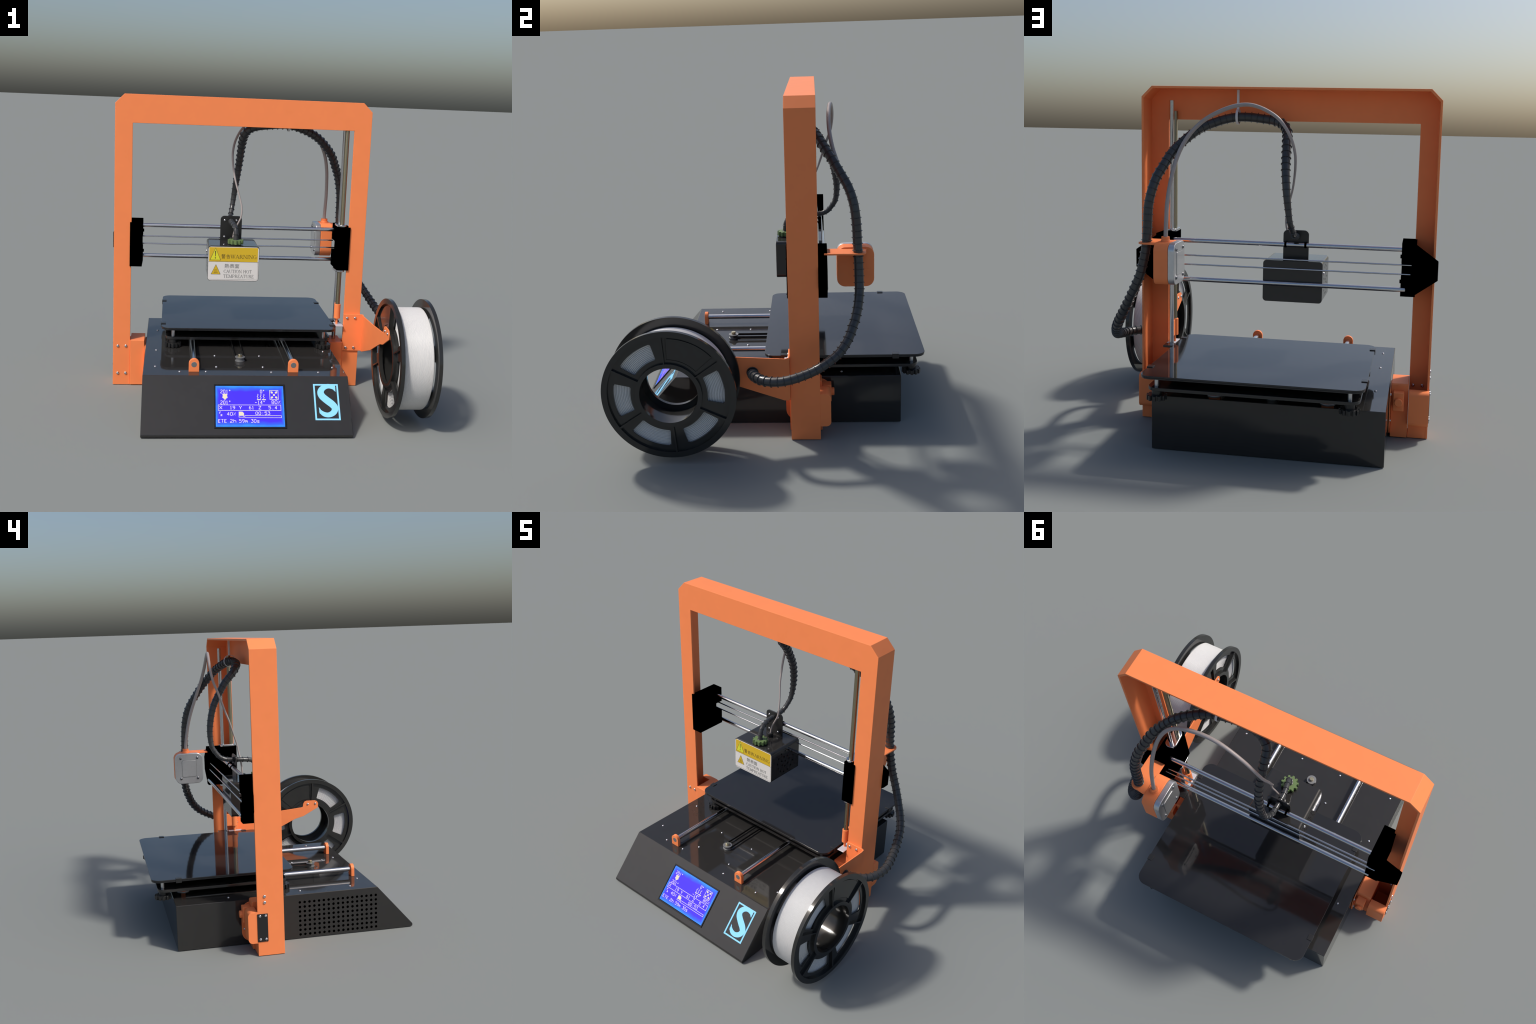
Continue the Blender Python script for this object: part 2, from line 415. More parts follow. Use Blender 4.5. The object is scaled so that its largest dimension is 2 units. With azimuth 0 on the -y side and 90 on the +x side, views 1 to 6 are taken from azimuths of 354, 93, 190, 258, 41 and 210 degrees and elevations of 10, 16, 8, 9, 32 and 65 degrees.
# display bezel, panel, symbols
BZL = 0.0075
bez = bmesh.new()
ox0, ox1, os0, os1 = -0.3275 - SCX, 0.1075 - SCX, 0.038 - SCS, 0.3185 - SCS
ix0, ix1, is0, is1 = -0.3175 - SCX, 0.0965 - SCX, 0.0496 - SCS, 0.3081 - SCS
rows = []
for (a0, a1, b0, b1, h) in ((ox0, ox1, os0, os1, -0.003), (ox0, ox1, os0, os1, 0.0035), (ox0 + 0.002, ox1 - 0.002, os0 + 0.002, os1 - 0.002, 0.005),
                            (ix0 - 0.004, ix1 + 0.004, is0 - 0.004, is1 + 0.004, 0.005), (ix0, ix1, is0, is1, 0.001), (ix0, ix1, is0, is1, -0.003)):
    rows.append([bez.verts.new(p) for p in ((a0, b0, h), (a1, b0, h), (a1, b1, h), (a0, b1, h))])
for A, B in zip(rows, rows[1:] + rows[:1]):
    for k in range(4):
        bez.faces.new((A[k], A[(k + 1) % 4], B[(k + 1) % 4], B[k]))
bezel = finish(bez, "display_bezel", BEZEL, printer, None, M_LCD)
hw, hs = (ix1 - ix0) / 2, (is1 - is0) / 2
scr = prism_bm([(ix0 + .0005, is0 + .0005), (ix1 - .0005, is0 + .0005), (ix1 - .0005, is1 - .0005), (ix0 + .0005, is1 - .0005)], "z", -0.002, 0.0016)
screen = finish(scr, "display_screen", display_material(hw, hs), printer, None, M_LCD)
H0, H1 = 0.0012, 0.0023
def lcd_text(body, a0, a1, b0, b1, mat=None, bold=0.012):
    ob = finish(flat_bars(pen_bars(body, a0 - SCX + 0.0015, a1 - SCX - 0.0015, b0 - SCS + 0.0015, b1 - SCS - 0.0015, 0.0031), H0, H1), "display_lettering", mat or GLYPH, screen, None, M_LCD)
    ob["kind"] = "stuff"
    return ob
for body, a0, a1, b0, b1 in (
        ("201°", -0.2885, -0.224, 0.2595, 0.2835), ("201°", -0.2890, -0.2250, 0.1895, 0.2140),
        ("0°", -0.0467, -0.0180, 0.2600, 0.2840), ("-14°", -0.0811, -0.0170, 0.1900, 0.2140),
        ("80%", 0.0210, 0.0766, 0.1925, 0.2165),
        ("X", -0.2965, -0.2770, 0.1580, 0.1800), ("19", -0.2329, -0.2005, 0.1580, 0.1800), ("Y", -0.1780, -0.1590, 0.1580, 0.1800),
        ("61", -0.1169, -0.0860, 0.1580, 0.1800), ("Z", -0.0599, -0.0420, 0.1580, 0.1800), ("5.4", 0.0008, 0.0545, 0.1580, 0.1800),
        ("F", -0.2955, -0.2860, 0.1290, 0.1440), ("R", -0.2880, -0.2780, 0.1140, 0.1280),
        ("40%", -0.2501, -0.1970, 0.1178, 0.1410), ("00:53", -0.0788, 0.0099, 0.1228, 0.1445),
        ("ETE", -0.3040, -0.2520, 0.0740, 0.0965), ("2h", -0.2330, -0.1960, 0.0740, 0.0970),
        ("59m", -0.1790, -0.1270, 0.0740, 0.0965), ("30s", -0.1080, -0.0560, 0.0740, 0.0965)):
    lcd_text(body, a0, a1, b0, b1)
def L(p): return (p[0] - SCX, p[1] - SCS)
def LB(bars): return [(L(a), L(b), w) for a, b, w in bars]
lines = frame_bars(-0.3020, 0.0765, 0.1515, 0.1860, 0.0028) + frame_bars(-0.1435, 0.0770, 0.1060, 0.1190, 0.0026)
lines += frame_bars(0.0125, 0.0640, 0.2215, 0.2795, 0.0030)
for k in range(3):                                   # three heat waves
    x = -0.0645 + 0.0185 * k
    w = [(x, 0.2260), (x + 0.006, 0.2330), (x - 0.001, 0.2410), (x + 0.006, 0.2490), (x + 0.003, 0.2565)]
    lines += [(w[i], w[i + 1], 0.0030) for i in range(4)]
lines += [((-0.0665, 0.2202), (-0.0430, 0.2202), 0.0058), ((-0.0370, 0.2202), (-0.0121, 0.2202), 0.0058)]
dl = finish(flat_bars(LB(lines), H0, H1), "display_line", ICON, screen, None, M_LCD); dl["kind"] = "stuff"
ic = bmesh.new()
fx, fs = 0.0383, 0.2505                              # fan symbol: hub and four blades
prism_bm([L(p) for p in circle(fx, fs, 0.0068, 8, math.pi / 8)], "z", H0, H1, bm=ic)
for sx in (-1, 1):
    for sy in (-1, 1):
        pts = [(0.0055, 0.0130), (0.0095, 0.0085), (0.0165, 0.0100), (0.0200, 0.0165), (0.0200, 0.0235), (0.0150, 0.0235), (0.0065, 0.0190)]
        pts = [(fx + sx * a, fs + sy * b) for a, b in pts]
        if sx * sy < 0: pts = pts[::-1]
        prism_bm([L(p) for p in pts], "z", H0, H1, bm=ic)
noz = [(-0.0135, 0.040), (0.0135, 0.040), (0.0155, 0.033), (0.0115, 0.027), (0.0155, 0.021), (0.0150, 0.014), (0.0090, 0.011), (0, 0), (-0.0090, 0.011), (-0.0150, 0.014), (-0.0155, 0.021), (-0.0115, 0.027), (-0.0155, 0.033)]
prism_bm([L((-0.2607 + a, 0.2170 + b)) for a, b in noz[::-1]], "z", H0, H1, bm=ic)
prism_bm([L(p) for p in ((-0.1796, 0.1180), (-0.1483, 0.1180), (-0.1483, 0.1345), (-0.1580, 0.1438), (-0.1796, 0.1438))], "z", H0, H1, bm=ic)
flat_bars(LB([((-0.1796, 0.1090), (-0.1483, 0.1090), 0.003), ((-0.1785, 0.1100), (-0.1785, 0.1180), 0.0025), ((-0.1494, 0.1100), (-0.1494, 0.1180), 0.0025)]), H0, H1, ic)
di = finish(ic, "display_icon", ICON, screen, None, M_LCD); di["kind"] = "stuff"

# emblem: framed serif letter
M_EM = slope_matrix(0, 0)
em = finish(flat_bars(frame_bars(0.2885, 0.4332, 0.0962, 0.3183, 0.0100), -0.001, 0.0016), "emblem_frame", CYAN, printer, None, M_EM)
spine = [(0.4165, 0.2870, 0.0150), (0.4020, 0.2985, 0.0240), (0.3830, 0.3035, 0.0255), (0.3620, 0.3010, 0.0270), (0.3400, 0.2890, 0.0310),
         (0.3270, 0.2680, 0.0350), (0.3330, 0.2450, 0.0380), (0.3520, 0.2260, 0.0390), (0.3730, 0.2090, 0.0400), (0.3950, 0.1900, 0.0390),
         (0.4085, 0.1680, 0.0360), (0.4010, 0.1440, 0.0320), (0.3820, 0.1290, 0.0290), (0.3600, 0.1240, 0.0265), (0.3390, 0.1290, 0.0250),
         (0.3240, 0.1400, 0.0200), (0.3160, 0.1500, 0.0150)]
at, ln = spline([(a, b + 0.006 * max(0, (b - 0.214) / 0.09), w * 1.13) for a, b, w in spine], 0.01)
lb = bmesh.new(); prev = None
for k in range(61):
    p = at(ln * k / 60); q = at(ln * k / 60 + 0.001) - at(ln * k / 60 - 0.001)
    n = Vector((-q.y, q.x)).normalized() * p.z / 2
    cur = [lb.verts.new((p.x + s * n.x, p.y + s * n.y, h)) for s in (1, -1) for h in (-0.001, 0.0019)]
    if prev:
        a, b = prev, cur
        for i, j in ((0, 1), (1, 3), (3, 2), (2, 0)):
            lb.faces.new((a[i], a[j], b[j], b[i]))
    prev = cur
for tri in (((0.3960, 0.3150), (0.4205, 0.3150), (0.4205, 0.2735), (0.4100, 0.2830)), ((0.3095, 0.1730), (0.3125, 0.1330), (0.3215, 0.1300), (0.3200, 0.1590))):
    prism_bm(list(tri), "z", -0.001, 0.0022, bm=lb)
finish(lb, "emblem_letter", CYAN, em, None, M_EM)

# ---------------------------------------------------------------- portal frame
FX0, FX1, FY0, FY1, FZ = -0.984, 0.7265, 0.120, 0.2905, 1.980
CH, TH = 0.0610, 0.0125
IX0, IX1, IZ = -0.8685, 0.6105, 1.7935
def frame_outline(d):
    c = CH - d * 0.41
    return [(FX0 + d, 0.0), (FX0 + d, FZ - d - c), (FX0 + d + c, FZ - d), (FX1 - d - c, FZ - d), (FX1 - d, FZ - d - c), (FX1 - d, 0.0)]
fb = bmesh.new()
O = frame_outline(0); I = frame_outline(TH)
def addring(pts, y): return [fb.verts.new((x, y, z)) for x, z in pts]
of, ob_, if_, ib = addring(O, FY0), addring(O, FY1), addring(I, FY0 + TH), addring(I, FY1)
inner = [(IX0, 0.0), (IX0, IZ), (IX1, IZ), (IX1, 0.0)]
nf, nb = addring(inner, FY0), addring(inner, FY0 + TH)
for k in range(5):
    fb.faces.new((of[k], of[k + 1], ob_[k + 1], ob_[k]))     # outer skin
    fb.faces.new((ob_[k], ob_[k + 1], ib[k + 1], ib[k]))     # rear lip
    fb.faces.new((ib[k], ib[k + 1], if_[k + 1], if_[k]))     # inner skin
for R, S in ((of, nf), (if_, nb)):                           # front plate, both sides
    fb.faces.new((R[0], R[1], S[1], S[0])); fb.faces.new((R[1], R[2], S[1]))
    fb.faces.new((R[2], R[3], S[2], S[1])); fb.faces.new((R[3], R[4], S[2])); fb.faces.new((R[4], R[5], S[3], S[2]))
for k in range(3):
    fb.faces.new((nf[k], nf[k + 1], nb[k + 1], nb[k]))
for a in (0, 5):                                             # feet
    m = 0 if a == 0 else 3
    fb.faces.new((of[a], nf[m], nb[m], if_[a])); fb.faces.new((of[a], if_[a], ib[a], ob_[a]))
bmesh.ops.recalc_face_normals(fb, faces=fb.faces[:])
es = [e for e in fb.edges if len(e.link_faces) == 2 and e.calc_face_angle(0) > math.radians(40)]
bmesh.ops.bevel(fb, geom=es, offset=0.0016, segments=2, profile=0.5, affect='EDGES', clamp_overlap=True)
frame = finish(fb, "portal_frame", ORANGE, printer, 40, weighted=True)
for x in (-0.9513, -0.897):
    for z in (0.2766, 0.0823): screw((x, FY0 - 0.0005, z), "-y", 0.0105, frame)
    screw((x + 0.007 if x < -0.94 else x + 0.006, FY0 + TH + 0.001, 0.268), "+y", 0.0105, frame)
for z in (0.3872, 0.3483): screw((FX0 - 0.0005, 0.2425, z), "-x", 0.0105, frame)

plate = box("label_plate", FX0 - 0.0042, FX0 - 0.0005, 0.2258, 0.2932, 0.0936, 0.2757, DARK, printer, 0.0008)
for y in (0.2760, 0.2392):
    for z in (0.2622, 0.1099): screw((FX0 - 0.004, y, z), "-x", 0.0088, plate)

# foot fittings, mirrored left and right
for side in (0, 1):
    f = (lambda x: x) if side == 0 else mir
    def mbox(name, x0, x1, *rest):
        a, b = sorted((f(x0), f(x1))); return box(name, a, b, *rest)
    def mprism(name, poly, x0, x1, mat, par, bev):
        a, b = sorted((f(x0), f(x1))); return prism(name, poly, "x", a, b, mat, par, bev)
    block = mprism("foot_block", [(0.1105, 0.0015), (0.302, 0.0015), (0.302, 0.312), (0.296, 0.3195), (0.1105, 0.3195)], -0.8675, -0.7705, ORANGE, printer, 0.003)
    mprism("leg_cap", rrect(0.2895, 0.352, 0.084, 0.2875, 0.028, 8, (0, 1, 1, 0)), -0.9845, -0.8705, ORANGE, printer, 0.0015)
    mbox("leg_rear_panel", -0.9715, -0.8705, 0.2790, 0.2900, 0.0, 0.0850, ORANGE, printer, 0.001)
    mbox("leg_floor", -0.9712, -0.8690, 0.1330, 0.2785, 0.0, 0.0080, ORANGE, printer, 0.001)
    boss = mbox("switch_housing", -0.844, -0.783, 0.302, 0.358, 0.175, 0.281, ORANGE, block, 0.004)
    rod("push_button", "y", (f(-0.8135), 0.228), 0.356, 0.3755, 0.0235, ORANGE, block, 28, 0.003)
    mprism("side_plate", rrect(0.085, 0.354, 0.022, 0.291, 0.066, 10), -0.7690, -0.7622, ORANGE, printer, 0.001)
    for z in (0.262, 0.110):
        screw((f(-0.7695), 0.335, z), "-x" if side == 0 else "+x", 0.009, block)

# ---------------------------------------------------------------- spool holder
arm = [(0.113, 0.524), (0.0946, 0.5165), (-0.186, 0.5315), (-0.470, 0.5550), (-0.4755, 0.5860), (-0.4850, 0.6010), (-0.506, 0.6080), (-0.578, 0.6060),
       (-0.5945, 0.5985), (-0.6040, 0.5800), (-0.6010, 0.5450), (-0.4744, 0.4790), (-0.4034, 0.4610), (-0.2900, 0.4085), (-0.1700, 0.3500), (0.0850, 0.2615), (0.113, 0.2615)]
holder = prism("spool_holder_arm", arm, "x", 0.7425, 0.7496, ORANGE, printer, 0.0012)
bracket = prism("holder_flange", rrect(0.6115, 0.7496, 0.2605, 0.5240, 0.014, 6, (0, 1, 1, 0)), "y", 0.1100, 0.1192, ORANGE, printer, 0.0015)
for x in (0.6357, 0.6926):
    for z in (0.4977, 0.2840): screw((x, 0.1096, z), "-y", 0.0105, bracket)
for y in (-0.5135, -0.5785):
    screw((0.7421, y, 0.5795), "-x", 0.0095, holder)
lathe("hose_grommet", [(0.0250, 0.7490), (0.0345, 0.7490), (0.0345, 0.753), (0.032, 0.756), (0.0250, 0.756)], DARK, holder, 32, "x", (0, -0.0925, 0.4370), closed=True)

# ---------------------------------------------------------------- gantry: end brackets, rods
def end_bracket(f):
    bm = bmesh.new()
    z0, z1 = 0.8360, 1.1360
    def bx(x0, x1, y0, y1, za, zb):
        a, b = sorted((f(x0), f(x1)))
        prism_bm([(a, y0), (b, y0), (b, y1), (a, y1)], "z", za, zb, bm=bm)
    bx(-0.8785, -0.797, 0.1108, 0.2400, z0, z1)                  # block
    bx(-0.8785, -0.797, 0.2400, 0.3425, z0, 0.9500)             # rear lower part
    bx(-0.8785, -0.797, 0.2400, 0.3425, 1.0210, z1)             # rear upper part
    bx(-0.8785, -0.8560, 0.2400, 0.3425, 0.9500, 1.0210)        # back wall of the belt slot
    poly = [(-0.8780, z0 + 0.0115), (-0.8780, z1 - 0.0115), (-1.0000, 1.0370), (-1.0000, 0.9340)]
    prism_bm([(f(x), z) for x, z in poly], "y", 0.2925, 0.3425, bm=bm)
    for z in (1.056, 0.914):                                     # bosses on the inner face
        prism_bm(circle(0.300, z, 0.011, 12), "x", *sorted((f(-0.798), f(-0.7895))), bm=bm)
    return finish(bm, "carriage_end_bracket", PITCH, printer)
end_bracket(lambda x: x); end_bracket(mir)
rod("guide_rod", "x", (0.2860, 1.0941), -0.800, 0.5420, 0.0136, STEEL, printer)
rod("guide_rod", "x", (0.3345, 0.8732), -0.8229, 0.5660, 0.0136, STEEL, printer)
rod("drive_belt_cord", "x", (0.3229, 1.0118), -0.8547, 0.5450, 0.0047, STEEL, printer, 16)
rod("drive_belt_cord", "x", (0.3275, 0.9590), -0.8500, 0.5690, 0.0047, STEEL, printer, 16)

LX, LY, SX, SY = 0.568, 0.1460, 0.5665, 0.2165
rod("smooth_rod", "z", (SX, SY), 0.3180, 1.9024, 0.0136, STEEL, printer)
thr = [(0, 0.585)]
z = 0.585
while z < 1.838:
    thr += [(0.0149, z), (0.0157, z + 0.0018), (0.0149, z + 0.0036)]; z += 0.0042
thr += [(0.0145, 1.8426), (0, 1.8426)]
lathe("lead_screw", thr, BRASS, printer, 24, "z", (LX, LY, 0), 60)
coup = lathe("shaft_coupler", [(0.0158, 0.590), (0.0205, 0.590), (0.0222, 0.588), (0.0222, 0.4890), (0.0205, 0.487), (0.0078, 0.487), (0.0078, 0.437), (0, 0.437), (0, 0.560), (0.0158, 0.560)], ORANGE, printer, 36, "z", (LX, LY, 0), 35, True)
prism("rod_stay", rrect(SX - 0.008, SX + 0.008, 0.160, 0.215, 0.004, 3), "z", 0.49, 0.585, ORANGE, coup, 0.001)
for z0, z1 in ((1.1362, 1.1515), (0.8210, 0.8358)):
    pts = []
    for k in range(25):
        t = math.pi * k / 24
        pts.append((0.5675 + 0.0355 * math.cos(t), SY - 0.004 + 0.0355 * math.sin(t)))
    for k in range(25):
        t = math.pi + math.pi * k / 24
        pts.append((0.5675 + 0.0320 * math.cos(t), 0.1475 + 0.0320 * math.sin(t)))
    prism("bearing_flange", pts, "z", z0, z1, STEEL, printer, 0.003, 3)
box("coupler_shelf", 0.5520, 0.6040, 0.084, 0.192, 0.4410, 0.4470, PALE, printer, 0.0015)
box("endstop_tab", 0.5390, 0.6010, 0.2160, 0.2760, 0.4370, 0.4500, GLASS, printer, 0.002)

# ---------------------------------------------------------------- print head
HX0, HX1, HY0, HY1, HZ0, HZ1 = -0.3555, -0.0110, 0.0270, 0.3230, 0.7655, 1.0052
head = finish(prism_bm(rrect(HX0, HX1, HZ0, HZ1, 0.020, 10), "y", HY0, HY1, 0.0015, 1), "hot_end_housing", [BLACK], printer)
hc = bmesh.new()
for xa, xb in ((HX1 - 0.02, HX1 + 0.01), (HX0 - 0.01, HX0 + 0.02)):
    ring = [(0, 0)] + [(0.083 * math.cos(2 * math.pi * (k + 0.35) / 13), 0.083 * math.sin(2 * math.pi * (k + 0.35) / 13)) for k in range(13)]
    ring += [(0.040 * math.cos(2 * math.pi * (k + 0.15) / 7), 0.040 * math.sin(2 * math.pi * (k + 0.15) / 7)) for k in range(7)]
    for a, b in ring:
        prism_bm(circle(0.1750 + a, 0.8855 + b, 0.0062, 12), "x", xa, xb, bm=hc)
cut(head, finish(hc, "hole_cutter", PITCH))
screw((HX0 - 0.0004, 0.2575, 0.9292), "-x", 0.0088, head)

# warning sign on the front: local frame (x, z), raised towards -y
M_SIGN = Matrix(((1, 0, 0, 0), (0, 0, -1, HY0), (0, 1, 0, 0), (0, 0, 0, 1)))
sign = finish(prism_bm(rrect(-0.3530, -0.0135, 0.7685, 0.9985, 0.017, 6), "z", -0.001, 0.0012), "warning_sticker", STICK, printer, None, M_SIGN)
def on_sign(bm, name, mat):
    o = finish(bm, name, mat, sign, None, M_SIGN); o["kind"] = "stuff"; return o
S0, S1, S2, S3 = 0.0008, 0.0016, 0.0020, 0.0024
on_sign(prism_bm([(-0.3475, 0.8985), (-0.0203, 0.8985), (-0.0203, 0.9948), (-0.3475, 0.9948)], "z", S0, S1), "sticker_panel", YELLOW)
on_sign(flat_bars([((-0.3520, 0.8975), (-0.0145, 0.8975), 0.0012), ((-0.0195, 0.7800), (-0.0195, 0.8960), 0.0008), ((-0.3480, 0.7760), (-0.0200, 0.7760), 0.0008)], S0, S2 - 0.0002), "sticker_line", INK)
def tri_sign(cx, z0, z1, half, border, fill):
    def t(g): return [(cx - half + g * 1.9, z0 + g), (cx + half - g * 1.9, z0 + g), (cx, z1 - g * 2.1)]
    on_sign(prism_bm(t(0), "z", S0, S2), "sign_border", INK)
    on_sign(prism_bm(t(border), "z", S0, S3), "sign_triangle", fill)
tri_sign(-0.3058, 0.9075, 0.9925, 0.0375, 0.0020, BRIGHT)
ex = prism_bm([(-0.3088, 0.9690), (-0.3075, 0.9330), (-0.3041, 0.9330), (-0.3028, 0.9690), (-0.3058, 0.9705)], "z", S0, 0.0028)
prism_bm(circle(-0.3060, 0.9225, 0.0040, 12), "z", S0, 0.0028, bm=ex)
on_sign(ex, "exclamation_mark", INK)
tri_sign(-0.3005, 0.8110, 0.8790, 0.0325, 0.0018, YELLOW)
hb = [((-0.3145, 0.8205), (-0.2865, 0.8205), 0.0022)]
for k in range(3):
    x = -0.3075 + 0.0070 * k
    w = [(x - 0.001, 0.8255), (x + 0.0015, 0.8320), (x - 0.0015, 0.8390), (x + 0.001, 0.8460)]
    hb += [(w[i], w[i + 1], 0.0013) for i in range(3)]
on_sign(flat_bars(hb, S0, 0.0028), "heat_symbol", BROWNINK)
for body, a0, a1, b0, b1, m in (("警", -0.2650, -0.2390, 0.9185, 0.9490, BROWNINK), ("告", -0.2320, -0.2065, 0.9195, 0.9475, BROWNINK),
                             ("WARNING", -0.2050, -0.0275, 0.9205, 0.9455, BROWNINK), ("熱表面", -0.2420, -0.1440, 0.8540, 0.8840, GREYINK),
                             ("CAUTION HOT", -0.2480, -0.0580, 0.8215, 0.8430, GREYINK), ("TEMPREATURE", -0.2490, -0.0420, 0.7885, 0.8100, GREYINK)):
    bm = flat_bars(serif_bars(body, a0, a1, b0, b1), S0, S2) if body[0] in CAPS else text_bm(body, a0, a1, b0, b1, S0, S2, 0.0)
    on_sign(bm, "sticker_lettering", m)

cp = prism("carriage_plate", rrect(-0.2645, -0.1165, 1.0015, 1.1765, 0.026, 8, (0, 0, 1, 1)), "y", 0.2562, 0.2650, DARK, printer, 0.001)
for x in (-0.2357, -0.1540):
    for z in (1.1452, 1.0306): screw((x, 0.2558, z), "-y", 0.0080, cp)
lathe("hose_grommet", [(0.0158, 0.2535), (0.0215, 0.2535), (0.0215, 0.2680), (0.0158, 0.2680)], DARK, cp, 28, "y", (-0.1925, 0, 1.1400), closed=True)
for x in (-0.1338, -0.2497):
    lathe("rod_clip", [(0.0139, x - 0.006), (0.0170, x - 0.006), (0.0170, x + 0.006), (0.0139, x + 0.006)], PITCH, printer, 24, "x", (0, 0.286, 1.0941), closed=True)
    box("clip_stem", x - 0.006, x + 0.006, 0.2652, 0.2745, 1.082, 1.106, PITCH, cp, 0)

g = []
NT = 11
for k in range(NT):
    c = 2 * math.pi * (k + 0.2) / NT
    for da, r in ((-0.150, 0.0430), (-0.125, 0.0525), (0, 0.0538), (0.125, 0.0525), (0.150, 0.0430), (0.285, 0.0425)):
        g.append((-0.1690 + r * math.cos(c + da), 0.0855 + r * math.sin(c + da)))
prism("adjusting_gear", g, "z", 1.0120, 1.0390, GREEN, printer, 0.0006, 1, 30)
rod("gear_hub", "z", (-0.1690, 0.0855), 1.0045, 1.0125, 0.034, DARK, printer)
lathe("tube_fitting", [(0, 1.0025), (0.0205, 1.0025), (0.0205, 1.010), (0.0150, 1.010), (0.0150, 1.015), (0.0210, 1.015), (0.0210, 1.034), (0.018, 1.036), (0.0066, 1.036), (0.0066, 1.018), (0, 1.018)], DARK, printer, 28, "z", (-0.1795, 0.2035, 0))

# ---------------------------------------------------------------- filament feeder
EY, EZ, EA, EB = 0.5050, 0.9955, 0.1060, 0.1172
ext = prism("feeder_body", rrect(EY - EA, EY + EA, EZ - EB, EZ + EB, 0.047, 10), "x", 0.4700, 0.5520, ORANGE, printer, 0.004)
cov = prism("feeder_cover", rrect(EY - EA, EY + EA, EZ - EB, EZ + EB, 0.047, 10), "x", 0.4330, 0.4692, ALU, printer, 0.004, 3)
prism("cover_groove", rrect(EY - 0.0560, EY + 0.0560, EZ - 0.0655, EZ + 0.0655, 0.013, 6), "x", 0.4325, 0.4350, DARK, cov, 0)
prism("cover_panel", rrect(EY - 0.0545, EY + 0.0545, EZ - 0.0640, EZ + 0.0640, 0.012, 6), "x", 0.4300, 0.4350, ALU, cov, 0.0012)
for dy in (-0.0646, 0.0646):
    for dz in (-0.0786, 0.0786):
        sc = screw((0.4328, 0.5050 + dy, 0.9978 + dz), "-x", 0.0105, cov)
        sc.material_slots[0].link = "OBJECT"; sc.material_slots[0].material = DARKSCREW
lathe("tube_collar", [(0.0125, 1.105), (0.0275, 1.105), (0.0262, 1.1210), (0.0232, 1.1250), (0.0232, 1.1390), (0.0220, 1.1405), (0.0125, 1.1405)], ORANGE, ext, 32, "z", (0.5100, 0.5175, 0), closed=True)
ring = [(0.6200 + 0.046 * math.cos(math.radians(a)), 0.5150 + 0.046 * math.sin(math.radians(a))) for a in range(6, 107, 8)]
hp = [(0.5450, 0.3250), (0.6585, 0.3250), (0.6600, 0.4300)] + ring + [(0.5485, 0.5680)]
prism("hose_holder", hp, "z", 1.0955, 1.1045, ORANGE, printer, 0.0015)

# ---------------------------------------------------------------- hose and tube
hose_pts = [(0.742, -0.0950, 0.4360), (0.795, -0.0870, 0.4420), (0.8480, -0.0660, 0.4490), (0.8960, -0.0260, 0.4510), (0.9210, 0.0230, 0.4537), (0.9310, 0.0700, 0.4580),
            (0.9330, 0.1074, 0.4647), (0.9280, 0.1494, 0.4738), (0.9160, 0.1911, 0.4838), (0.8970, 0.2585, 0.5050), (0.8750, 0.3227, 0.5360),
            (0.8488, 0.3865, 0.5775), (0.8190, 0.4301, 0.6237), (0.7860, 0.4620, 0.6740), (0.7597, 0.4790, 0.7173), (0.7412, 0.4923, 0.7471),
            (0.7056, 0.5098, 0.8136), (0.6718, 0.5190, 0.8845), (0.6530, 0.5195, 0.9374), (0.6300, 0.5180, 1.0386), (0.6220, 0.5150, 1.1000),
            (0.6180, 0.5120, 1.1600), (0.6160, 0.5090, 1.2382), (0.6130, 0.5030, 1.3126), (0.6000, 0.4900, 1.3900), (0.5800, 0.4640, 1.4656),
            (0.5500, 0.4260, 1.5320), (0.5130, 0.3800, 1.6080), (0.4579, 0.3340, 1.6730), (0.3974, 0.2960, 1.7274), (0.3338, 0.2640, 1.7638),
            (0.2500, 0.2300, 1.7960), (0.1787, 0.2120, 1.8110), (0.1000, 0.1980, 1.8120), (0.0406, 0.1925, 1.8060), (-0.0300, 0.1940, 1.7970),
            (-0.0860, 0.2120, 1.7780), (-0.1203, 0.2392, 1.7400), (-0.1309, 0.2978, 1.6756), (-0.1362, 0.3480, 1.5935), (-0.1417, 0.3871, 1.5157),
            (-0.1509, 0.4111, 1.4266), (-0.1625, 0.4223, 1.3318), (-0.1740, 0.4140, 1.2420), (-0.1835, 0.3864, 1.1927), (-0.1905, 0.3591, 1.1619),
            (-0.1920, 0.3197, 1.1460), (-0.1927, 0.2600, 1.1410), (-0.1915, 0.2030, 1.1378), (-0.1813, 0.1462, 1.1314), (-0.1729, 0.1076, 1.1166),
            (-0.1690, 0.0900, 1.0934), (-0.1680, 0.0840, 1.0470), (-0.1685, 0.0840, 1.0200)]
at, LN = spline(hose_pts, 0.01)
def hose_r(d):
    u = LN - d
    knots = ((0.0, 0.0156), (0.40, 0.0158), (0.46, 0.0168), (0.54, 0.0192), (0.64, 0.0220), (0.85, 0.0242), (1.05, 0.0260), (99, 0.0260))
    for (u0, r0), (u1, r1) in zip(knots, knots[1:]):
        if u <= u1: return r0 + (r1 - r0) * (u - u0) / (u1 - u0)
PITCH_R = 0.0366
st = []
k = 0
while k * PITCH_R < LN:
    c = (k + 0.3) * PITCH_R
    for o, e in ((-0.0022, 0.0), (-0.0019, 0.0038), (-0.0010, 0.0055), (0.0010, 0.0055), (0.0019, 0.0038), (0.0022, 0.0), (0.0125, 0.0), (0.0240, 0.0)):
        d = c + o
        if 0 <= d <= LN:
            r = hose_r(d); st.append((d, r + e * (0.35 + 0.65 * r / 0.0260)))
    k += 1
hose = finish(sweep_bm(at, st, 24), "cable_hose", HOSE, printer, 32)

